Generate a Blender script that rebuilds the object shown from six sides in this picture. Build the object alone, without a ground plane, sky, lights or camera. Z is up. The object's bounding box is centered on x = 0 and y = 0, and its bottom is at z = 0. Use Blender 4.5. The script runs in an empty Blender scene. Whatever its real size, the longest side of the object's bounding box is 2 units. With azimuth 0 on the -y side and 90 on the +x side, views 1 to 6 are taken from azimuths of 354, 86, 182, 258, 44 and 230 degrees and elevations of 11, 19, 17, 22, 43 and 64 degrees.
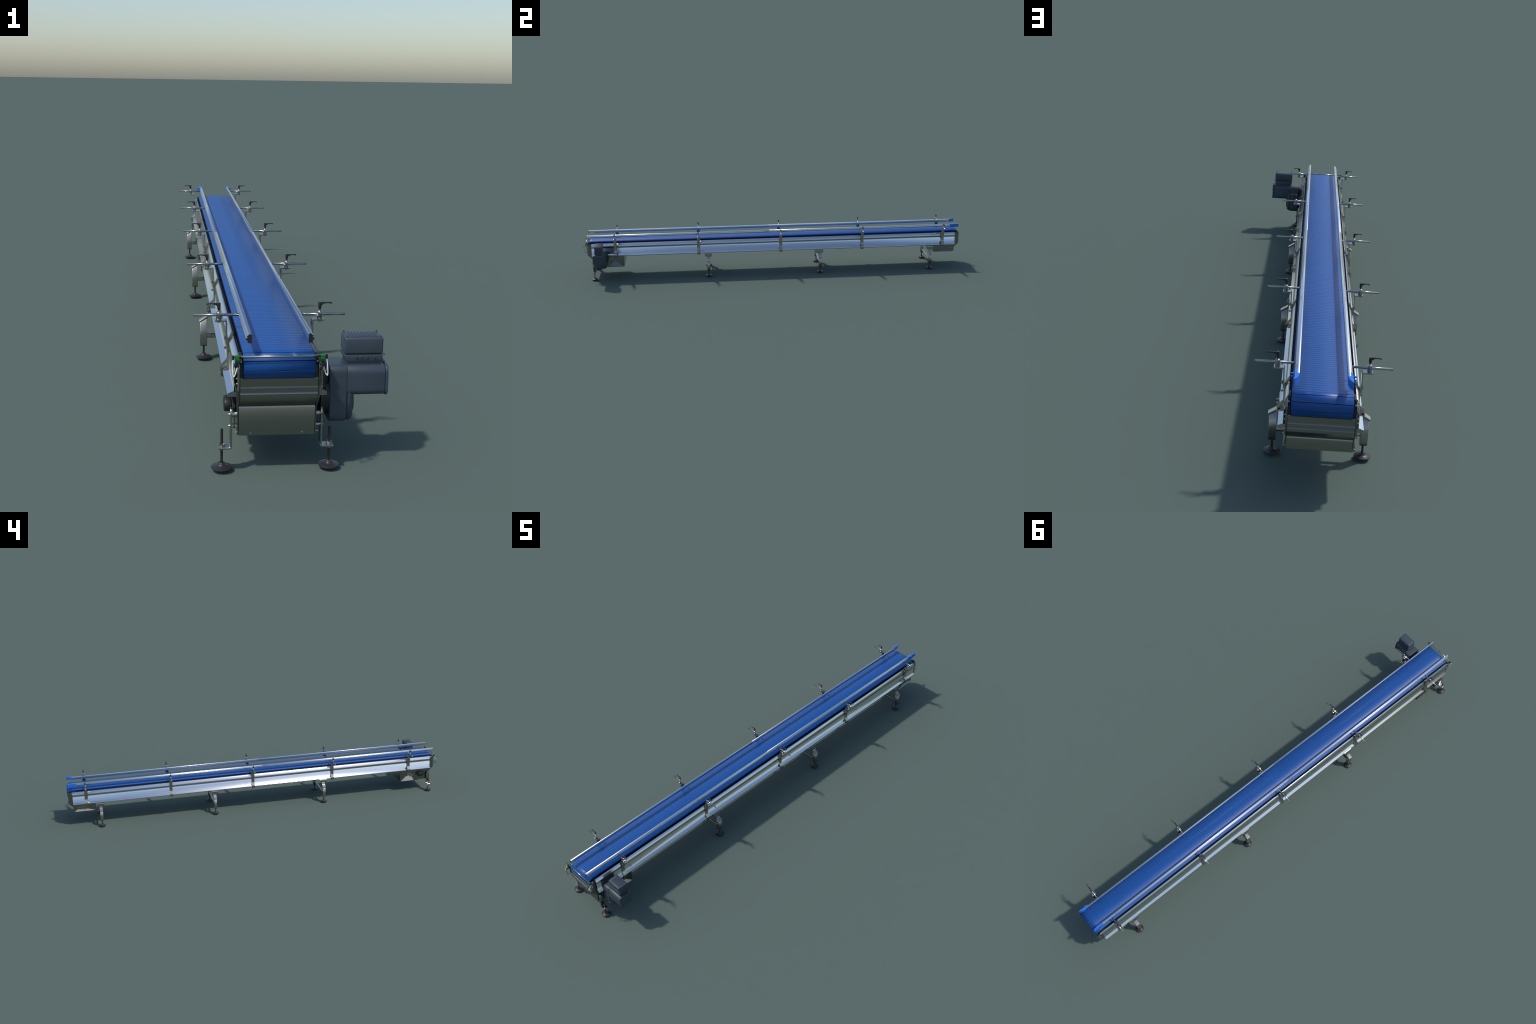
"""Long narrow belt conveyor: blue modular belt on a stainless frame with guide
rails on clamp brackets, levelling feet, light-barrier at one end and a
slate-grey gear motor.  Local frame: X across (0 = belt centre line), Y along,
Z up; the root Empty carries the offset that centres the bounding box."""
import bpy, bmesh, math, random
from mathutils import Vector, Matrix

random.seed(7)
XC = -0.0275                       # belt centre line in the world
PI = math.pi


# ------------------------------------------------------------------ materials
def material(name, color, rough=0.5, metallic=0.0, spec=0.5, coat=0.0,
             grain=0.0, grain_scale=(60, 60, 60), bump=0.0, tint=0.0):
    m = bpy.data.materials.new(name)
    m.use_nodes = True
    nt = m.node_tree
    b = nt.nodes["Principled BSDF"]
    b.inputs["Base Color"].default_value = (*color, 1)
    b.inputs["Roughness"].default_value = rough
    b.inputs["Metallic"].default_value = metallic
    b.inputs["Specular IOR Level"].default_value = spec
    b.inputs["Coat Weight"].default_value = coat
    if grain or bump or tint:
        tc = nt.nodes.new("ShaderNodeTexCoord")
        mp = nt.nodes.new("ShaderNodeMapping")
        mp.inputs["Scale"].default_value = grain_scale
        no = nt.nodes.new("ShaderNodeTexNoise")
        no.inputs["Scale"].default_value = 1.0
        no.inputs["Detail"].default_value = 4.0
        nt.links.new(tc.outputs["Object"], mp.inputs["Vector"])
        nt.links.new(mp.outputs["Vector"], no.inputs["Vector"])
        if grain:
            mr = nt.nodes.new("ShaderNodeMapRange")
            mr.inputs["To Min"].default_value = max(0.02, rough - grain)
            mr.inputs["To Max"].default_value = rough + grain
            nt.links.new(no.outputs["Fac"], mr.inputs["Value"])
            nt.links.new(mr.outputs["Result"], b.inputs["Roughness"])
        if tint:
            mx = nt.nodes.new("ShaderNodeMix")
            mx.data_type = 'RGBA'
            mx.inputs["A"].default_value = (*[c * (1 - tint) for c in color], 1)
            mx.inputs["B"].default_value = (*[min(1, c * (1 + tint)) for c in color], 1)
            nt.links.new(no.outputs["Fac"], mx.inputs["Factor"])
            nt.links.new(mx.outputs["Result"], b.inputs["Base Color"])
        if bump:
            bp = nt.nodes.new("ShaderNodeBump")
            bp.inputs["Strength"].default_value = bump
            bp.inputs["Distance"].default_value = 0.0005
            nt.links.new(no.outputs["Fac"], bp.inputs["Height"])
            nt.links.new(bp.outputs["Normal"], b.inputs["Normal"])
    return m


M_BELT = material("blue_belt_plastic", (0.009, 0.083, 0.325), 0.42, spec=0.5,
                  tint=0.06, grain_scale=(40, 40, 40))
M_GAP = material("dark_belt_hinge", (0.010, 0.014, 0.035), 0.6, spec=0.2)
M_STEEL = material("stainless_steel", (0.44, 0.42, 0.385), 0.21, 1.0)
M_SATIN = material("satin_steel_tube", (0.44, 0.42, 0.385), 0.36, 1.0)
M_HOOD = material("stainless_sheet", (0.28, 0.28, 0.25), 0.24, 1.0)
M_COVER = material("brushed_steel_cover", (0.74, 0.75, 0.77), 0.21, 1.0)
M_RAIL = material("aluminium_rail", (0.80, 0.81, 0.83), 0.25, 1.0)
M_BLACK = material("black_plastic", (0.016, 0.017, 0.018), 0.42)
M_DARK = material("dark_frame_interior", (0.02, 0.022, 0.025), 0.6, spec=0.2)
M_FOOT = material("black_nylon_foot", (0.028, 0.028, 0.032), 0.38)
M_ROD = material("black_threaded_rod", (0.020, 0.021, 0.022), 0.40)
M_MOTOR = material("slate_grey_paint", (0.046, 0.064, 0.086), 0.42, tint=0.05,
                   grain_scale=(70, 70, 70))
M_TIP = material("bright_blue_plastic", (0.024, 0.175, 0.68), 0.45)
M_GREEN = material("green_plastic", (0.012, 0.155, 0.024), 0.45)
M_WIRE = material("white_cable", (0.78, 0.80, 0.78), 0.45)
M_RED = material("red_strip", (0.22, 0.02, 0.02), 0.45)


# -------------------------------------------------------------- mesh builders
class Shape:
    """Collects solid primitives in one bmesh."""

    def __init__(self):
        self.bm = bmesh.new()

    def box(self, x0, x1, y0, y1, z0, z1, bevel=0.0, seg=2):
        t = bmesh.new()
        bmesh.ops.create_cube(t, size=1.0)
        for v in t.verts:
            v.co = Vector((x0 + (v.co.x + .5) * (x1 - x0),
                           y0 + (v.co.y + .5) * (y1 - y0),
                           z0 + (v.co.z + .5) * (z1 - z0)))
        if bevel:
            bmesh.ops.bevel(t, geom=t.edges[:], offset=bevel, segments=seg,
                            profile=0.5, affect='EDGES')
        return self._take(t)

    def prism(self, pts, axis, a, b, bevel=0.0, seg=2, caps_only=False):
        """Extrude a polygon. axis 'x': pts are (y,z); 'y': (x,z); 'z': (x,y)."""
        t = bmesh.new()

        def co(p, h):
            return {'x': (h, p[0], p[1]), 'y': (p[0], h, p[1]), 'z': (p[0], p[1], h)}[axis]
        lo = [t.verts.new(co(p, a)) for p in pts]
        hi = [t.verts.new(co(p, b)) for p in pts]
        n = len(pts)
        t.faces.new(lo)
        t.faces.new(hi[::-1])
        for i in range(n):
            t.faces.new((lo[i], hi[i], hi[(i + 1) % n], lo[(i + 1) % n]))
        bmesh.ops.recalc_face_normals(t, faces=t.faces[:])
        if bevel:
            t.edges.ensure_lookup_table()
            e = t.edges[:]
            if caps_only:
                e = [k for k in e if abs(sum((k.verts[0].co - k.verts[1].co)[i]
                     for i in ('xyz'.index(axis),))) < 1e-7]
            bmesh.ops.bevel(t, geom=e, offset=bevel, segments=seg, profile=0.5,
                            affect='EDGES')
        return self._take(t)

    def rod(self, p, q, r, r2=None, n=20, bevel=0.0):
        p, q = Vector(p), Vector(q)
        t = bmesh.new()
        d = q - p
        bmesh.ops.create_cone(t, cap_ends=True, segments=n, radius1=r,
                              radius2=r if r2 is None else r2, depth=d.length)
        m = Matrix.Translation((p + q) / 2) @ d.to_track_quat('Z', 'Y').to_matrix().to_4x4()
        t.transform(m)
        if bevel:
            e = [k for k in t.edges if any(len(f.verts) > 4 for f in k.link_faces)]
            bmesh.ops.bevel(t, geom=e, offset=bevel, segments=2, profile=0.5, affect='EDGES')
        return self._take(t)

    def lathe(self, prof, centre, n=28):
        """Revolve (radius, z) about the vertical through centre."""
        t = bmesh.new()
        cx, cy = centre
        rings = []
        for r, z in prof:
            if r < 1e-6:
                rings.append([t.verts.new((cx, cy, z))])
            else:
                rings.append([t.verts.new((cx + r * math.cos(2 * PI * i / n),
                                           cy + r * math.sin(2 * PI * i / n), z))
                              for i in range(n)])
        for a, b in zip(rings, rings[1:]):
            for i in range(n):
                j = (i + 1) % n
                c = [a[i % len(a)], a[j % len(a)], b[j % len(b)], b[i % len(b)]]
                u = []
                for v in c:
                    if v not in u:
                        u.append(v)
                if len(u) > 2:
                    t.faces.new(u)
        bmesh.ops.recalc_face_normals(t, faces=t.faces[:])
        return self._take(t)

    def strip(self, path, y0, y1, th, bevel=0.0):
        """Bent flat bar: path is a polyline of (x,z), thickness th, width y0..y1."""
        n = len(path)
        left, right = [], []
        for i, (x, z) in enumerate(path):
            d = Vector((0, 0))
            nrm = []
            if i > 0:
                a = Vector((x - path[i - 1][0], z - path[i - 1][1])).normalized()
                nrm.append(Vector((-a.y, a.x)))
            if i < n - 1:
                a = Vector((path[i + 1][0] - x, path[i + 1][1] - z)).normalized()
                nrm.append(Vector((-a.y, a.x)))
            m = sum(nrm, Vector((0, 0))).normalized()
            k = 1.0 / max(0.35, m.dot(nrm[0]))
            d = m * (th / 2 * k)
            left.append((x + d.x, z + d.y))
            right.append((x - d.x, z - d.y))
        return self.prism(left + right[::-1], 'y', y0, y1, bevel, 1)

    def tube(self, pts, r, n=8):
        """Round cable through control points (Catmull-Rom)."""
        P = [Vector(p) for p in pts]
        P = [P[0] * 2 - P[1]] + P + [P[-1] * 2 - P[-2]]
        path = []
        for i in range(1, len(P) - 2):
            for s in range(8):
                t = s / 8
                a, b, c, d = P[i - 1], P[i], P[i + 1], P[i + 2]
                path.append(0.5 * ((2 * b) + (c - a) * t + (2 * a - 5 * b + 4 * c - d) * t * t
                                   + (3 * b - a - 3 * c + d) * t ** 3))
        path.append(P[-2])
        t = bmesh.new()
        rings = []
        for i, p in enumerate(path):
            d = (path[min(i + 1, len(path) - 1)] - path[max(i - 1, 0)]).normalized()
            u = d.cross(Vector((1, 0.2, 0.1))).normalized()
            v = d.cross(u)
            rings.append([t.verts.new(p + r * (math.cos(2 * PI * k / n) * u
                                               + math.sin(2 * PI * k / n) * v)) for k in range(n)])
        for a, b in zip(rings, rings[1:]):
            for k in range(n):
                t.faces.new((a[k], a[(k + 1) % n], b[(k + 1) % n], b[k]))
        t.faces.new(rings[0])
        t.faces.new(rings[-1])
        bmesh.ops.recalc_face_normals(t, faces=t.faces[:])
        return self._take(t)

    def hexnut(self, p, q, r):
        return self.rod(p, q, r, n=6)

    def _take(self, t):
        me = bpy.data.meshes.new("tmp")
        t.to_mesh(me)
        t.free()
        self.bm.from_mesh(me)
        bpy.data.meshes.remove(me)
        return self

    def mesh(self, name, mat, angle=38):
        me = bpy.data.meshes.new(name)
        self.bm.to_mesh(me)
        self.bm.free()
        me.materials.append(mat)
        me.shade_smooth()
        me.set_sharp_from_angle(angle=math.radians(angle))
        return me


def lean(me, fn, blend=0.0):
    """Bend the shading of a sheet or extrusion: each corner keeps its face normal, mixed with
    the smooth vertex normal by `blend`, then leans by fn(position)."""
    smooth = [v.normal.copy() for v in me.vertices]
    out = []
    for p in me.polygons:
        for li in p.loop_indices:
            v = me.loops[li].vertex_index
            n = p.normal * (1 - blend) + smooth[v] * blend
            out.append((n + Vector(fn(me.vertices[v].co, p.normal))).normalized())
    me.normals_split_custom_set(out)
    return me


COL = bpy.context.scene.collection


def put(name, data, parent, loc=(0, 0, 0), rot=0.0, kind=None):
    o = bpy.data.objects.new(name, data)
    COL.objects.link(o)
    o.parent = parent
    o.location = loc
    o.rotation_euler = (0, 0, rot)
    if kind:
        o["kind"] = kind
    return o


root = bpy.data.objects.new("belt_conveyor", None)
COL.objects.link(root)
root.location = (XC, 0, 0)
root["label"] = "long narrow conveyor with blue segmented belt and steel frame"
root["category"] = "conveyor belt"

SIDES = ((1, 0.0), (-1, PI))       # +x side as built, -x side turned half round

# ------------------------------------------------------------------- the belt
HALF = 0.0557                      # half width of the belt
TOP = 0.1995
R = 0.0250                         # outer radius over the end sprockets
ZC = TOP - R
YC = 0.0065                        # middle of the belt's length
LEN = 0.967                        # sprocket axis distance / 2
PITCH = 0.00993
EDGE_TILT = 0.80                   # normals tilted on flat slats to draw a sheen streak and dark edge


def slat_mesh(name, prof, th):
    """Slat across the belt. prof: list of (y,z,ny,nz) of the outer surface."""
    t = bmesh.new()
    nx = 8
    rows_o, rows_i = [], []
    for y, z, ny, nz in prof:
        rows_o.append([t.verts.new((-HALF + 2 * HALF * i / nx, y, z)) for i in range(nx + 1)])
        rows_i.append([t.verts.new((-HALF + 2 * HALF * i / nx, y - ny * th, z - nz * th))
                       for i in range(nx + 1)])
    k = len(prof)
    for a in range(k - 1):
        for i in range(nx):
            t.faces.new((rows_o[a][i], rows_o[a][i + 1], rows_o[a + 1][i + 1], rows_o[a + 1][i]))
            t.faces.new((rows_i[a][i], rows_i[a + 1][i], rows_i[a + 1][i + 1], rows_i[a][i + 1]))
        for i in (0, nx):
            t.faces.new((rows_o[a][i], rows_o[a + 1][i], rows_i[a + 1][i], rows_i[a][i]))
    for a in (0, k - 1):
        for i in range(nx):
            t.faces.new((rows_o[a][i], rows_o[a][i + 1], rows_i[a][i + 1], rows_i[a][i]))
    bmesh.ops.recalc_face_normals(t, faces=t.faces[:])
    me = bpy.data.meshes.new(name)
    t.to_mesh(me)
    t.free()
    me.materials.append(M_BELT)
    me.shade_smooth()
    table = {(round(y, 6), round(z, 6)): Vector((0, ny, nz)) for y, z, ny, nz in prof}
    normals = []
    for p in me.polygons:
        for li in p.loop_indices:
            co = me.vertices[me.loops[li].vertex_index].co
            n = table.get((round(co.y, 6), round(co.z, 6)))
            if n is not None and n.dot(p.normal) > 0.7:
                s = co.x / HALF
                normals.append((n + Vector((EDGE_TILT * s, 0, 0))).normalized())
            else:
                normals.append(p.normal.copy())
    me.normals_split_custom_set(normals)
    return me


belt = Shape()
# carrier under the slats: dark hinge layer, run round both ends
loop = []
for i in range(13):
    a = PI / 2 - PI * i / 12
    loop.append((YC + LEN + (R - .0022) * math.cos(a), ZC + (R - .0022) * math.sin(a)))
for i in range(13):
    a = -PI / 2 - PI * i / 12
    loop.append((YC - LEN + (R - .0022) * math.cos(a), ZC + (R - .0022) * math.sin(a)))
belt.prism(loop, 'x', -HALF + .0008, HALF - .0008)
belt_obj = put("belt", belt.mesh("belt_carrier", M_GAP, 40), root)

g = 0.00055
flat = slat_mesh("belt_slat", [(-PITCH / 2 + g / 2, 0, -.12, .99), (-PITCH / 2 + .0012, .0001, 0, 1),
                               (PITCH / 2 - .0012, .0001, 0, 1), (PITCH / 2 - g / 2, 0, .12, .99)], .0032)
n_flat = int(round(2 * LEN / PITCH))
p_real = 2 * LEN / n_flat
for i in range(n_flat):
    y = YC - LEN + (i + .5) * p_real
    put("belt_slat", flat, belt_obj, (0, y, TOP))
    if i % 2 == 0:                 # return run underneath
        pass
# curved slats over the sprockets, about 36 degrees each
W = math.radians(36)
for end in (1, -1):
    for k in range(4):
        a1 = math.radians(22) + k * W
        a0 = a1 - W
        ga = .0006 / R
        if k == 0:
            a0 = 0
        prof = []
        for s in range(9):
            a = a0 + ga + (a1 - a0 - 2 * ga) * s / 8
            prof.append((end * R * math.sin(a), R * math.cos(a), end * math.sin(a * 1.25), math.cos(a * 1.25)))  # normals over-rotated downwards to deepen the shade on the belt ends
        if end < 0:
            prof = prof[::-1]
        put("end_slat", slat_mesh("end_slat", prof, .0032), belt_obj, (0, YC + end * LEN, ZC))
ret = Shape().box(-HALF, HALF, YC - LEN, YC + LEN, TOP - 2 * R, TOP - 2 * R + .003)
put("return_run", ret.mesh("return_run", M_BELT), belt_obj)

# ------------------------------------------------------------------ the frame
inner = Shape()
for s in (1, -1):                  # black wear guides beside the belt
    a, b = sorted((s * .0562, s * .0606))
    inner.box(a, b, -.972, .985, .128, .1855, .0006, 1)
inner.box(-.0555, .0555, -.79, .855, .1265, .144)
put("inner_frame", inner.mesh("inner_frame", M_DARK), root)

COVER = [(.0608, .1870), (.0614, .1912), (.0636, .1886), (.0684, .1772), (.0692, .1706), (.0664, .1700),
         (.0664, .1642), (.0690, .1606), (.0690, .1334), (.0786, .1296), (.0787, .1246),
         (.0640, .1241)]
COVER_Y = (-.9605, .9735)


def cover_mesh(side):
    """Pressed side sheet.  Its normals are bent away from the true faces to
    bake in the sky gradient, brightest mid-length and duller at the ends."""
    t = bmesh.new()
    th = .0009
    outer = COVER
    n = len(outer)
    nf = []
    for i in range(n - 1):
        d = Vector((outer[i + 1][0] - outer[i][0], outer[i + 1][1] - outer[i][1])).normalized()
        nf.append(Vector((-d.y, d.x)))             # pointing outwards
    nf = [v if True else -v for v in nf]
    nv = []
    for i in range(n):
        c = [nf[k] for k in (i - 1, i) if 0 <= k < n - 1]
        nv.append(sum(c, Vector((0, 0))).normalized())
    ys = [COVER_Y[0], -.90, -.8435, -.828, -.74, -.62, -.5, -.4, -.2, 0, .2, .4, .55, .68, .80,
          .898, .914, .94, COVER_Y[1]]
    rows = []
    for y in ys:
        o = [t.verts.new((side * x, y, z)) for x, z in outer]
        i_ = [t.verts.new((side * (x - nv[k].x * th), y, z - nv[k].y * th))
              for k, (x, z) in enumerate(outer)]
        rows.append((o, i_))
    tags = {}

    def face(vs):
        f = t.faces.new(vs if side < 0 else vs[::-1])
        return f
    for (o0, i0), (o1, i1) in zip(rows, rows[1:]):
        for k in range(n - 1):
            face((o0[k], o0[k + 1], o1[k + 1], o1[k]))
            face((i0[k], i1[k], i1[k + 1], i0[k + 1]))
        face((o0[0], o1[0], i1[0], i0[0]))
        face((o0[-1], i0[-1], i1[-1], o1[-1]))
    for (o, i_), flip in ((rows[0], 0), (rows[-1], 1)):
        for k in range(n - 1):
            q = (o[k], i_[k], i_[k + 1], o[k + 1])
            face(q[::-1] if flip else q)
    bmesh.ops.recalc_face_normals(t, faces=t.faces[:])
    me = bpy.data.meshes.new("side_cover")
    t.to_mesh(me)
    t.free()
    me.materials.append(M_COVER)
    me.shade_smooth()
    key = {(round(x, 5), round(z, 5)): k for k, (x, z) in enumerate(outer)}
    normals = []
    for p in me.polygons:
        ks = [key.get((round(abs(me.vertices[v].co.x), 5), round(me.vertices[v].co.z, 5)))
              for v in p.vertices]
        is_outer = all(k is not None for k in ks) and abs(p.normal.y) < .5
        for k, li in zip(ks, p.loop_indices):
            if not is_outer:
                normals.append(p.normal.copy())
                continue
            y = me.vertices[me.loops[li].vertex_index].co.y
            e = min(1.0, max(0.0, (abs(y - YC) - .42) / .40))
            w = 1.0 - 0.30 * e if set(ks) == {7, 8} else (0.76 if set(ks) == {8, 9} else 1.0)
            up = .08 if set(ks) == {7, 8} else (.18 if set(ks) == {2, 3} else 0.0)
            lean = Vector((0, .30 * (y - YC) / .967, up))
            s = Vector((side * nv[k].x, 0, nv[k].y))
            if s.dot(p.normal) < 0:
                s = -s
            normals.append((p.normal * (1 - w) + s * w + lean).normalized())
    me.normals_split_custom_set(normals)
    return me


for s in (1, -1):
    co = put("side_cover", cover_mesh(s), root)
    cl = Shape()
    for y0, y1 in ((COVER_Y[0] + .0003, COVER_Y[0] + .0015), (COVER_Y[1] - .0015, COVER_Y[1] - .0003)):
        cl.prism([(s * x, z) for x, z in ((.0642, .1251), (.0777, .1255), (.0777, .1287), (.0684, .1325),
                                          (.0642, .1325))], 'y', y0, y1)
    put("cover_closure", cl.mesh("cover_closure", M_STEEL), co)


# ------------------------------------------------------ end hoods and plates
def hood(end, bottom, back):
    """Rolled sheet closing the end under the belt. end=-1 front, +1 rear."""
    f = -.9835 if end < 0 else .9960       # outermost y of the hood
    g_ = -.9607 if end < 0 else .9725      # lower wall

    def q(dy):
        return f - end * dy
    path = [(q(.006), .1590), (q(.0030), .1606), (q(.0014), .1594), (q(.0012), .1470),
            (q(-.0010), .1452), (q(-.0012), .1390), (q(.0012), .1376), (q(-.0006), .1350),
            (q(-.0004), .1300), (q(.0015), .1268), (g_ - end * .0010, .1072), (g_, .1045), (g_, bottom),
            (back, bottom), (back, .122)]
    th = .0012
    inner_path = []
    for i, (y, z) in enumerate(path):
        a = Vector(path[max(i - 1, 0)])
        b = Vector(path[min(i + 1, len(path) - 1)])
        d = (b - a).normalized()
        nrm = Vector((d.y, -d.x)) * (end)
        if nrm.dot(Vector(((path[7][0] - end * .06) - y, .12 - z))) < 0:
            nrm = -nrm
        inner_path.append((y + nrm.x * th, z + nrm.y * th))
    h = Shape().prism(path + inner_path[::-1], 'x', -.0605, .0605)
    o = put("end_hood", h.mesh("end_hood", M_HOOD, 22), root)
    b = Shape()
    for x in (-.0413, .0413):
        b.rod((x, g_ - end * .001, bottom + .0034), (x, g_ + end * .0022, bottom + .0034), .0021, .0013, 12)
        b.rod((x * .8, g_ - end * .012, bottom - .0012), (x * .8, g_ - end * .012, bottom + .001), .0016, n=10)
    put("hood_bolt", b.mesh("hood_bolt", M_STEEL), o)
    return o


FRONT = (-.9835, -.9607, .0595, -.7945)
REAR = (.9960, .9725, .0832, .8600)
hood(-1, FRONT[2], FRONT[3])
hood(1, REAR[2], REAR[3])


def side_plate(end, spec, s):
    f, g_, bottom, back = spec
    e = end
    pts = [(f - e * .012, .1880), (f - e * .002, .1840), (f, .178), (f, .1288), (g_, .1062), (g_, bottom),
           (back, bottom), (back, .1300), (f - e * .030, .1300), (f - e * .030, .1880)]
    sh = Shape()
    a, b = sorted((s * .0612, s * .0630))
    sh.prism(pts, 'x', a, b, .0003, 1)
    # narrower doubler plate set outboard
    pts2 = [(f - e * .0045, .1820), (f - e * .0025, .176), (f - e * .0025, .1300), (f - e * .012, .120),
            (f - e * .021, .120), (f - e * .021, .1840), (f - e * .012, .1860)]
    a, b = sorted((s * .0632, s * .0648))
    sh.prism(pts2, 'x', a, b, .0003, 1)
    o = put("side_plate", sh.mesh("side_plate", M_HOOD, 30), root)
    bl = Shape()
    for y, z in ((f - e * .008, .1585), (f - e * .008, .1500), (f - e * .016, .1800), (f - e * .0075, .1800),
                 (g_ - e * .004, bottom + .004)):
        bl.rod((s * .0625, y, z), (s * .0668, y, z), .0020, .0014, 12)
    put("plate_bolt", bl.mesh("plate_bolt", M_STEEL), o)
    # thin wedge modelled to show the bright shading trapezoid on the flat plate
    mid = (-.843 if e < 0 else .918)
    lo0, lo1 = (-.872, -.7985) if e < 0 else (.866, .968)
    hi0, hi1 = (-.857, -.831) if e < 0 else (.905, .955)
    top = .0890 if e < 0 else .0940
    w = Shape()
    t = bmesh.new()
    x0, x1 = s * .0630, s * .0672
    v = [t.verts.new(c) for c in ((x0, lo0, bottom), (x0, lo1, bottom), (x0, hi1, top), (x0, hi0, top),
                                  (x1, lo0, bottom), (x1, lo1, bottom), (s * .0634, hi1, top), (s * .0634, hi0, top))]
    for f4 in ((0, 1, 2, 3), (4, 5, 6, 7), (0, 1, 5, 4), (1, 2, 6, 5), (2, 3, 7, 6), (3, 0, 4, 7)):
        t.faces.new([v[i] for i in f4])
    bmesh.ops.recalc_face_normals(t, faces=t.faces[:])
    w._take(t)
    g_me = w.mesh("plate_glint_wedge", M_HOOD, 30)
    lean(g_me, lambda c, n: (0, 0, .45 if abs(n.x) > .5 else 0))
    put("plate_glint_wedge", g_me, o)
    # latch bolts under the cover
    lt = Shape()
    if e < 0:
        spots = ((-.852, .0925, .0046), (-.860, .0880, .0036), (-.8365, .1010, .0034), (-.8340, .0915, .0028),
                 (-.8440, .1100, .0030))
    else:
        spots = ((.9334, .1030, .0030), (.9083, .1035, .0030), (.9530, .1040, .0028), (.9200, .1050, .0022),
                 (.9420, .1075, .0022))
    for y, z, r in spots:
        lt.rod((s * .0625, y, z), (s * .0690, y, z), r, r * .8, 14, .0006)
    if e < 0:
        lt.box(*sorted((s * .0625, s * .0665)), -.856, -.829, .0955, .0985, .0005, 1)
        lt.rod((s * .0650, -.868, .0870), (s * .0650, -.836, .1010), .0016, n=10)
    else:
        lt.box(*sorted((s * .0625, s * .0660)), .902, .960, .1040, .1065, .0005, 1)
    put("latch", lt.mesh("latch", M_STEEL), o)
    # black bearing cheek between belt and plate
    ch = Shape()
    cp = [(f - e * .0035, .176), (f - e * .0035, .150), (f - e * .010, .1475), (f - e * .045, .1475),
          (f - e * .045, .1900), (f - e * .024, .1945), (f - e * .0135, .1925), (f - e * .0135, .187)]
    a, b = sorted((s * .0566, s * .0609))
    ch.prism(cp, 'x', a, b, .0004, 1)
    put("bearing_cheek", ch.mesh("bearing_cheek", M_BLACK, 30), o)
    sb = Shape()
    sb.rod((s * .0585, f - e * .006, .1855), (s * .0612, f - e * .006, .1855), .0017, n=10)
    sb.rod((s * .0585, f - e * .0045, .1568), (s * .0612, f - e * .0045, .1568), .0015, n=10)
    put("cheek_bolt", sb.mesh("cheek_bolt", M_STEEL), o)


for s in (1, -1):
    side_plate(-1, FRONT, s)
    side_plate(1, REAR, s)

# ---------------------------------------------------------------- guide rails
RAIL = [(.0438, .2176), (.0442, .2173), (.0474, .2173), (.0478, .2177), (.0478, .2204), (.0496, .2208),
        (.0496, .2216), (.0518, .2218), (.0523, .2224), (.0525, .2246), (.0522, .2258), (.0500, .2262),
        (.0500, .2272), (.0514, .2276), (.0512, .2288), (.0492, .2300), (.0486, .2312), (.0478, .2316),
        (.0442, .2316), (.0438, .2312)]
JOINT = -.0225
RY0, RY1 = -.9840, .9672


def rail_glint_normals(me, y0, y1):
    """Lean the normals of each straight length so a sun glint fades along it."""
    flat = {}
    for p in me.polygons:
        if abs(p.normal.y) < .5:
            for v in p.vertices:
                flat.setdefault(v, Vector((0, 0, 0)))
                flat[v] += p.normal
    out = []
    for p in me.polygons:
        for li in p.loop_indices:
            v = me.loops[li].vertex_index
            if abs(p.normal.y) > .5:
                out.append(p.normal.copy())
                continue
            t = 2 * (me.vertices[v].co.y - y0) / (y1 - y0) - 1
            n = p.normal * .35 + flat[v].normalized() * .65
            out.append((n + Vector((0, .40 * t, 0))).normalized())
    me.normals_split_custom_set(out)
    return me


for s in (1, -1):
    pts = [(s * x, z) for x, z in RAIL]
    a = Shape().prism(pts, 'y', RY0, JOINT - .0002)
    a_me = rail_glint_normals(a.mesh("guide_rail", M_RAIL, 180), RY0, JOINT)
    o = put("guide_rail", a_me, root)
    b = Shape().prism(pts, 'y', JOINT + .0002, RY1)
    put("rail_length", rail_glint_normals(b.mesh("guide_rail", M_RAIL, 180), JOINT, RY1), o)
    # black end cap, a little larger than the section
    c = Shape().prism(pts, 'y', RY0 - .0016, RY0 - .0001, .0002, 1)
    c.box(*sorted((s * .0482, s * .0500)), RY0 - .0012, RY0 - .0001, .2178, .2210)
    put("end_cap", c.mesh("end_cap", M_BLACK, 30), o)
    r_ = Shape().box(*sorted((s * .0500, s * .0517)), JOINT - .030, JOINT + .0295, .2262, .2272)
    put("joint_strip", r_.mesh("joint_strip", M_RED), o)
    # blue flared tip at the in-feed end
    tip = [(.0526, .9505), (.0482, .9505), (.0482, .9665), (.0434, .9675), (.0440, .9740), (.0462, .9830),
           (.0490, .9895), (.0520, .9948), (.0528, .9948)]
    tp = Shape().prism([(s * x, y) for x, y in tip], 'z', .2158, .2322, .0003, 1)
    for k in range(2):
        z = .2282 - .0050 * k
        tp.rod((s * .0525, .9620 + .003 * k, z), (s * .0588, .9620 + .003 * k, z), .0018, n=12, bevel=.0004)
    for k in range(4):
        y = .972 + .0055 * k
        tp.box(*sorted((s * .0526, s * .0536)), y, y + .0016, .2175, .2300)
    tp.box(*sorted((s * .0526, s * .0534)), .9520, .9935, .2240, .2252)
    put("rail_tip", tp.mesh("rail_tip", M_TIP, 30), o)

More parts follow.
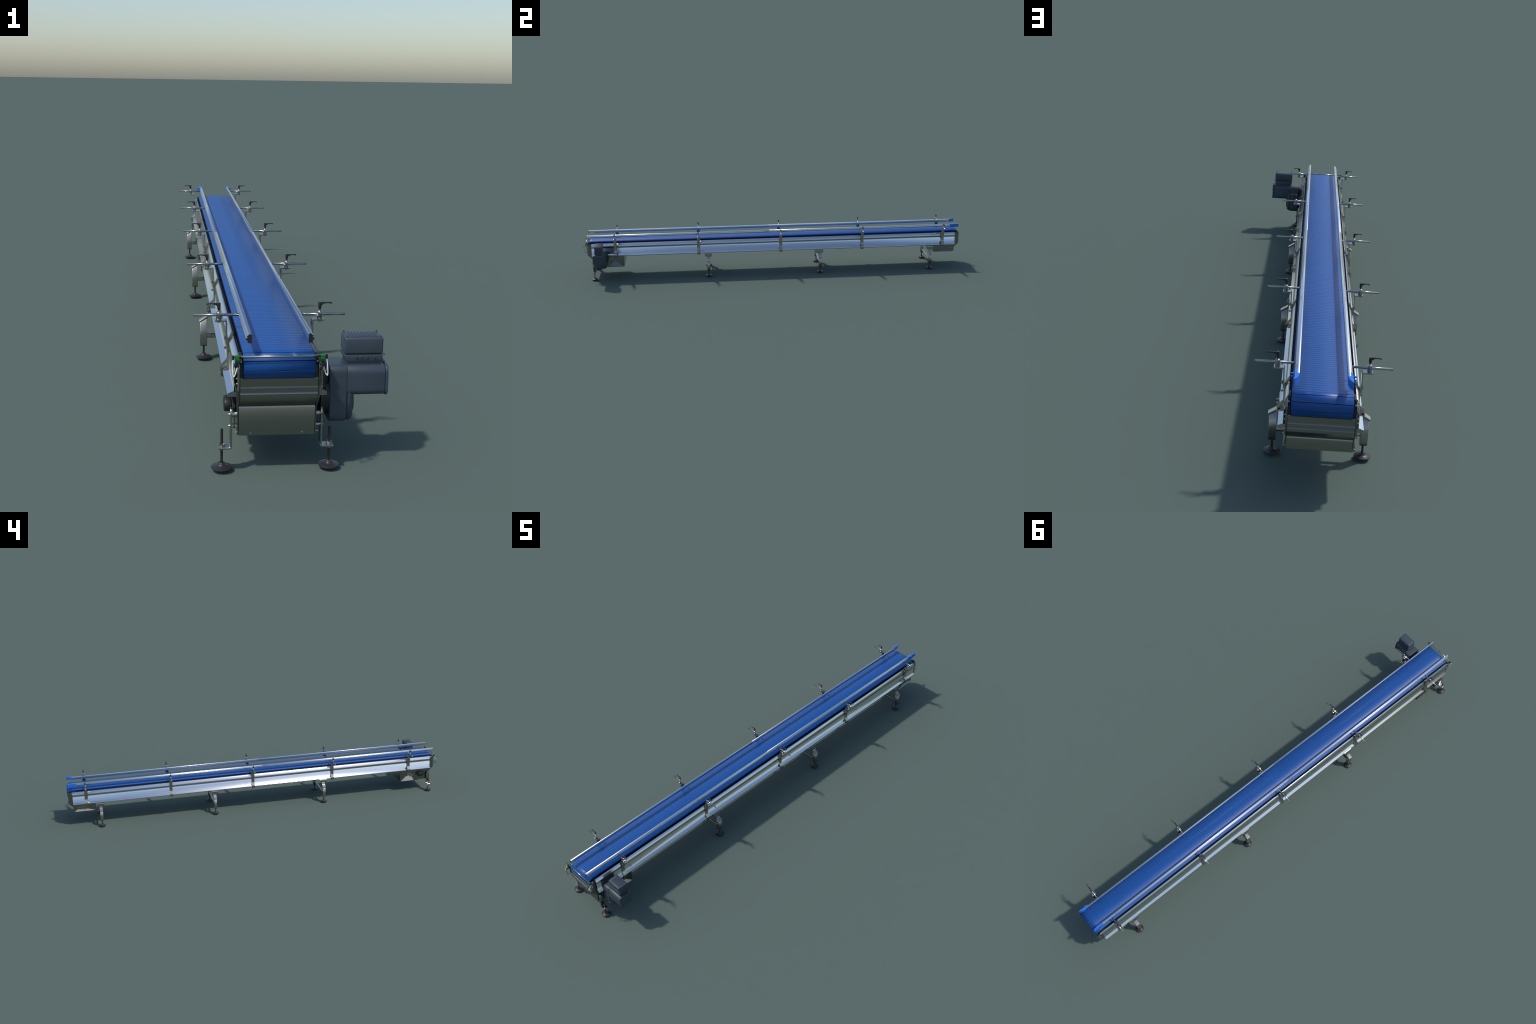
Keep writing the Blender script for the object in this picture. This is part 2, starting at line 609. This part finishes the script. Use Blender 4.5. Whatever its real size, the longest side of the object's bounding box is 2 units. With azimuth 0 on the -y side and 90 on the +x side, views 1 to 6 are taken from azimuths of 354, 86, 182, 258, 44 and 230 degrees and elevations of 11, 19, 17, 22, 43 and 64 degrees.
# ----------------------------------------------- rail brackets with the clamps
BY = .0077                         # half width of the straps
arm = Shape()
arm.strip([(.0922, .2150), (.0748, .2150), (.0732, .2140), (.0728, .2100), (.0724, .1745)],
          -BY, BY, .0024)
arm_me = arm.mesh("rail_bracket", M_STEEL, 75)
strap = Shape()
strap.strip([(.0706, .1865), (.0702, .1480), (.0712, .1440), (.0808, .1345), (.0818, .1315), (.0812, .1215),
             (.0795, .1196), (.0720, .1196)], -BY, BY, .0022)
strap_me = strap.mesh("strap", M_STEEL, 75)
saddle = Shape()                   # inner strap following the cover sheet
saddle.strip([(.0608, .1925), (.0622, .1932), (.0640, .1905), (.0694, .1780), (.0702, .1720)], -BY + .0006,
             BY - .0006, .0014)
saddle.strip([(.0702, .1660), (.0700, .1342), (.0793, .1303), (.0797, .1215)], -BY + .0006, BY - .0006, .0014)
saddle_me = saddle.mesh("saddle", M_STEEL, 75)
bolts = Shape()
for z in (.1835, .1668):
    for y in (-.0036, .0036) if z > .18 else (0,):
        bolts.rod((.0690, y, z), (.0762, y, z), .0015, n=12)
        bolts.hexnut((.0735, y, z), (.0756, y, z), .0027)
bolts.box(.0670, .0690, -.005, .005, .1590, .1720, .0003, 1)
bolts.rod((.0795, 0, .1230), (.0835, 0, .1230), .0022, .0016, 12)
bolts.rod((.0855, 0, .2112), (.0855, 0, .2140), .0030, .0036, 16)
bolts_me = bolts.mesh("bolt", M_STEEL)
post = Shape()
post.lathe([(0, .2160), (.0044, .2160), (.0046, .2164), (.0046, .2278), (.0042, .2290), (.0030, .2302),
            (.0017, .2306), (.0017, .2330), (0, .2330)], (.0855, 0), 24)
post_me = post.mesh("clamp_post", M_STEEL)
rod_me = Shape().rod((.0512, -.0008, .2240), (.1284, -.0008, .2240), .00245, n=20).mesh(
    "clamp_rod", M_STEEL, 180)
lever = Shape()
lever.lathe([(0, .2325), (.0019, .2325), (.0022, .2335), (.0029, .2370), (.0030, .2440), (.0026, .2450),
             (0, .2451)], (.0855, 0), 20)
lever.prism([(.0850, .2448), (.0870, .2449), (.0950, .2447), (.1052, .2446), (.1060, .2440), (.1060, .2414),
             (.1053, .2412), (.1044, .2422), (.0985, .2428), (.0935, .2422), (.0900, .2405), (.0882, .2388),
             (.0850, .2388)], 'y', -.0020, .0020, .0006, 2)
lever_me = lever.mesh("clamp_lever", M_BLACK, 45)
lcap = Shape().rod((.0855, 0, .2448), (.0855, 0, .2455), .0017, n=12).mesh("lever_screw", M_STEEL)
BRACKET_Y = [-.8357 + .4354 * i for i in range(5)]
for s, rot in SIDES:
    for y in BRACKET_Y:
        o = put("rail_bracket", arm_me, root, (0, y, 0), rot)
        for nm, me in (("strap", strap_me), ("saddle", saddle_me), ("bolt", bolts_me), ("clamp_post", post_me),
                       ("clamp_rod", rod_me), ("clamp_lever", lever_me), ("lever_screw", lcap)):
            put(nm, me, o)


# ----------------------------------------------------------- legs and the feet
def foot_mesh(x, rod_top):
    f = Shape()
    f.lathe([(0, 0), (.0130, 0), (.0160, .0016), (.0171, .0036), (.0168, .0046), (.0135, .0053), (.0095, .0062),
             (.0068, .0076), (.0056, .0092), (.0052, .0108), (.0046, .0114), (0, .0114)], (x, 0), 36)
    r = Shape().rod((x, 0, .0100), (x, 0, rod_top), .0022, n=16, bevel=.0003)
    return f.mesh("foot", M_FOOT), r.mesh("threaded_rod", M_ROD)


mount = Shape()
mount.strip([(.0640, .1222), (.0775, .1222), (.0797, .1216), (.0806, .1192), (.0806, .1175)], -.0195, .0195, .0020)
mount.prism([(-.0195, .1190), (.0195, .1190), (.0186, .1130), (.0160, .1068), (.0125, .1045), (-.0125, .1045),
             (-.0160, .1068), (-.0186, .1130)], 'x', .0796, .0816, .0003, 1)
mount.strip([(.0806, .1060), (.0806, .0990), (.0816, .0970), (.1005, .0850)], -.0082, .0082, .0032, .0006)
mount_me = mount.mesh("leg", M_STEEL, 25)
tube = Shape()
tube.prism([(.0828, .0310), (.0985, .0310), (.0985, .0842), (.0828, .0942)], 'y', -.0076, .0076, .0012, 2)
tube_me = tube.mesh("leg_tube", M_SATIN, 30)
lean(tube_me, lambda c, n: (0, 0, (c.z - .054) * 20 if abs(n.z) < .5 else 0), .15)  # leaned normals give the straight tube a bright-top, dark-bottom reflection
lb = Shape()
for y in (-.0085, .0085):
    lb.rod((.0765, y, .1112), (.0860, y, .1112), .0016, n=12)
    lb.hexnut((.0816, y, .1112), (.0836, y, .1112), .0028)
    lb.rod((.0776, y, .1112), (.0796, y, .1112), .0026, n=14)
lb_me = lb.mesh("leg_bolt", M_STEEL)
back_plate = Shape().box(.0640, .0760, -.0120, .0120, .1050, .1215, .0006, 1).mesh("leg_block", M_HOOD)
plug = Shape().box(.0832, .0981, -.0072, .0072, .0298, .0309, .0003, 1).mesh("tube_plug", M_BLACK)
foot_me, frod_me = foot_mesh(.0902, .0400)
LEG_Y = (-.3500, .2435, .8360)
for s, rot in SIDES:
    for y in LEG_Y:
        o = put("leg", mount_me, root, (0, y, 0), rot)
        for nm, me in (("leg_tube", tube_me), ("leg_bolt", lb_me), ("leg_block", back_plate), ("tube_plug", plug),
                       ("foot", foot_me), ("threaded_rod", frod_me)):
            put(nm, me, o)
for y in LEG_Y:
    cb = Shape().rod((-.0835, y, .0515), (.0835, y, .0513), .0050, n=20)
    put("cross_tube", cb.mesh("cross_tube", M_STEEL), root)

# short legs at the drive end
fl = Shape()
pts = [(-.0090, .0400)] + [(.0090 * math.cos(a), .0945 + .0090 * math.sin(a)) for a in
                           [PI - PI * i / 10 for i in range(11)]] + [(.0090, .0400)]
fl.prism(pts, 'x', .0705, .0735, .0006, 2)
fl.strip([(.0720, .0405), (.0723, .0388), (.0745, .0376), (.0925, .0376)], -.0090, .0090, .0030, .0006)
fl_me = fl.mesh("drive_leg", M_STEEL, 35)
fb = Shape()
for z, r in ((.0915, .0046), (.0725, .0034)):
    fb.rod((.0630, 0, z), (.0706, 0, z), r, n=18, bevel=.0008)
    fb.rod((.0735, 0, z), (.0760, 0, z), .0024, .0017, 12)
fb.rod((.0672, .004, .092), (.0672, .004, .070), .0010, n=8)
fb.hexnut((.0865, 0, .0390), (.0865, 0, .0440), .0044)
fb.rod((.0865, 0, .0390), (.0865, 0, .0400), .0054, n=18)
fb.hexnut((.0865, 0, .0330), (.0865, 0, .0361), .0042)
fb_me = fb.mesh("leg_bolt", M_STEEL)
ffoot_me, ffrod_me = foot_mesh(.0865, .0672)
slot = Shape().box(.0733, .0737, -.0028, .0028, .0500, .0640, 0).mesh("slot", M_DARK)
for s, rot in SIDES:
    o = put("drive_leg", fl_me, root, (0, -.951, 0), rot)
    for nm, me in (("leg_bolt", fb_me), ("foot", ffoot_me), ("threaded_rod", ffrod_me), ("slot", slot)):
        put(nm, me, o)

# --------------------------------------------------- light barrier at the front
SY, SZ = -.9871, .1966
bar = Shape().rod((-.0624, SY, SZ), (.0624, SY, SZ), .0023, n=20)
bar_o = put("sensor_bar", bar.mesh("sensor_bar", M_STEEL, 180), root)
for s in (1, -1):
    gr = Shape()
    # hooked clip: profile across the bar
    gr.prism([(SY - .0034, .1990), (SY + .0030, .1990), (SY + .0034, .1950), (SY + .0034, .1890), (SY + .0004, .1874),
              (SY - .0034, .1890)], 'x', *sorted((s * .0625, s * .0698)), .0005, 1)
    put("sensor_clip", gr.mesh("sensor_clip", M_GREEN, 30), bar_o)
    bk = Shape()
    bk.rod((s * .0722, SY, .1930), (s * .0722, SY, .1985), .0019, .0016, 14, .0004)
    bk.rod((s * .0695, SY, .1965), (s * .0725, SY, .1965), .0014, n=10)
    bk.box(*sorted((s * .0632, s * .0690)), SY - .0040, SY - .0030, .1905, .1925, .0002, 1)
    bk.box(*sorted((s * .0640, s * .0688)), SY - .0024, SY + .0024, .1822, .1876, .0005, 1)
    bk.rod((s * .0655, SY - .0008, .1822), (s * .0655, SY - .0008, .1792), .0014, .0010, 12)
    bk.rod((s * .0690, SY + .0020, .1860), (s * .0690, SY + .0020, .1800), .0012, .0009, 12)
    bk.box(*sorted((s * .0605, s * .0628)), SY - .0028, SY + .0120, .1878, .1905, .0004, 1)
    put("sensor_plug", bk.mesh("sensor_plug", M_BLACK, 30), bar_o)
    wr = Shape()
    wr.tube([(s * .0720, SY, .1935), (s * .0729, SY - .003, .186), (s * .0731, SY - .008, .175),
             (s * .0722, SY - .0112, .1690), (s * .0700, SY - .0100, .1710), (s * .0672, SY - .004, .1770),
             (s * .0656, SY - .0008, .1805)], .00080)
    put("cable", wr.mesh("cable", M_WIRE, 60), bar_o)
    w2 = Shape()
    w2.tube([(s * .0722, SY + .001, .1940), (s * .0738, SY + .004, .185), (s * .0736, SY + .006, .175),
             (s * .0722, SY + .006, .1700), (s * .0702, SY + .004, .1735), (s * .0690, SY + .0022, .1810)], .00060)
    put("cable", w2.mesh("cable", M_WIRE, 60), bar_o)
    # slotted sheet bracket
    br = Shape()
    x = sorted((s * .0638, s * .0650))
    br.box(*x, -1.0000, -.9980, .1465, .1830)
    br.box(*x, -.9979, -.9760, .1465, .1492)
    br.box(*x, -.9860, -.9780, .1493, .1830)
    br.box(*x, -.9979, -.9861, .1740, .1830)
    put("sensor_bracket", br.mesh("sensor_bracket", M_STEEL), bar_o)

# ------------------------------------------------------------------ gear motor
def arc(cy, cz, r, a0, a1, n):
    return [(cy + r * math.cos(math.radians(a0 + (a1 - a0) * i / n)),
             cz + r * math.sin(math.radians(a0 + (a1 - a0) * i / n))) for i in range(n + 1)]


MY = -.9120
gb = Shape()
# gear case: tall body with a round foot
case = (arc(-.9285, .0840, .0150, 180, 270, 6) + arc(-.8955, .0840, .0150, 270, 360, 6)
        + arc(-.8905, .1550, .0100, 0, 90, 5) + arc(-.9335, .1550, .0100, 90, 180, 5))
gb.prism(case, 'x', .0868, .1150, .0018, 3)
low = (arc(-.9265, .0860, .0150, 180, 270, 6) + arc(-.8975, .0860, .0150, 270, 360, 6)
       + [(-.8825, .140), (-.9415, .140)])
gb.prism(low, 'x', .1120, .1262, .0080, 4)
gb.prism(arc(MY, .0990, .0190, 0, 360, 20)[:-1], 'x', .1255, .1292, .0008, 2)
motor_o = put("gear_motor", gb.mesh("gear_case", M_MOTOR, 40), root)
fg = Shape()
for r, a, b in ((.0300, .0640, .0720), (.0350, .0715, .0800), (.0320, .0795, .0875)):
    fg.prism(arc(MY, .1090, r, 0, 360, 36)[:-1], 'x', a, b, .0008, 1)
fg.box(.0650, .0860, -.934, -.892, .120, .1560, .002, 2)
put("motor_flange", fg.mesh("motor_flange", M_BLACK, 40), motor_o)
mh = Shape()
body = (arc(-.9325, .1245, .0100, 180, 270, 4) + arc(-.8960, .1245, .0100, 270, 360, 4)
        + arc(-.8985, .1525, .0120, 0, 90, 5) + arc(-.9305, .1525, .0120, 90, 180, 5))
mh.prism(body, 'x', .1080, .1770, .0020, 2)
endp = [(MY + (y - MY) * 1.03, .139 + (z - .139) * 1.03) for y, z in body]
mh.prism(endp, 'x', .1772, .1818, .0012, 2)
mh.prism([(MY + (y - MY) * .72, .139 + (z - .139) * .72) for y, z in body], 'x', .1815, .1822, .0003, 1)
for y in (-.9365, -.8885):
    for z in (.1205, .1480, .1580):
        mh.rod((.1815, y + (.004 if y < MY else -.004), z), (.1835, y + (.004 if y < MY else -.004), z), .0018, n=10)
put("motor_housing", mh.mesh("motor_housing", M_MOTOR, 40), motor_o)
tb = Shape()
TB0, TB1, TY0, TY1 = .1118, .1735, -.9335, -.8930
tb.box(.1150, .1720, TY0 + .002, TY1 - .002, .1630, .1700, .001, 2)
tb.prism([(TB0 + .0035, .1690), (TB1 - .001, .1690), (TB1, .1720), (TB1, .1808), (TB0, .1808), (TB0, .1750)],
         'y', TY0, TY1, .0012, 2)
tb_o = put("terminal_box", tb.mesh("terminal_box", M_MOTOR, 40), motor_o)
ld = Shape()
ld.box(TB0 - .0004, TB1 + .0004, TY0 - .0004, TY1 + .0004, .1814, .2090, .0035, 4)
for i in range(9):                 # cooling ribs on the lid
    x = .1215 + i * .0052
    ld.box(x, x + .0032, TY0 + .0035, TY1 - .0035, .2080, .2102, .0007, 2)
for x in (TB0 + .0035, TB1 - .0035):
    for y in (TY0 + .0035, TY1 - .0035):
        ld.rod((x, y, .2070), (x, y, .2112), .0018, .0012, n=12, bevel=.0004)
put("box_lid", ld.mesh("box_lid", M_MOTOR, 40), tb_o)
pg = Shape()
for x, r in ((.1305, .0019), (.1385, .0020), (.1478, .0024), (.1596, .0024)):
    pg.rod((x, TY0 + .001, .1768), (x, TY0 - .0018, .1768), r, r * .85, 14, .0004)
for k in range(5):
    y = TY0 + .0070 + k * .0066
    pg.rod((TB1, y, .2025), (TB1 + .0012, y, .2025), .0012, n=10)
pg.rod((TB1, -.932, .1815), (TB1 + .0035, -.932, .1815), .0014, n=10)
pg.rod((TB1, -.900, .1815), (TB1 + .0035, -.900, .1815), .0014, n=10)
put("cable_plug", pg.mesh("cable_plug", M_MOTOR), tb_o)

# shaft cover on the far side of the drive
sc = Shape()
oval = [(-.9100 + .0245 * math.cos(2 * PI * i / 28), .0945 + .0145 * math.sin(2 * PI * i / 28)) for i in range(28)]
sc.prism(oval, 'x', -.0690, -.0632, .0008, 1)
core = [(-.9070 + .0165 * math.cos(2 * PI * i / 28), .0945 + .0130 * math.sin(2 * PI * i / 28)) for i in range(28)]
sc.prism(core, 'x', -.0810, -.0688, .0025, 3)
sc_o = put("shaft_cover", sc.mesh("shaft_cover", M_BLACK, 40), root)
sb = Shape()
for y in (-.889, -.929):
    sb.rod((-.0688, y, .0925), (-.0722, y, .0925), .0026, .0018, 12)
put("cover_bolt", sb.mesh("cover_bolt", M_STEEL), sc_o)
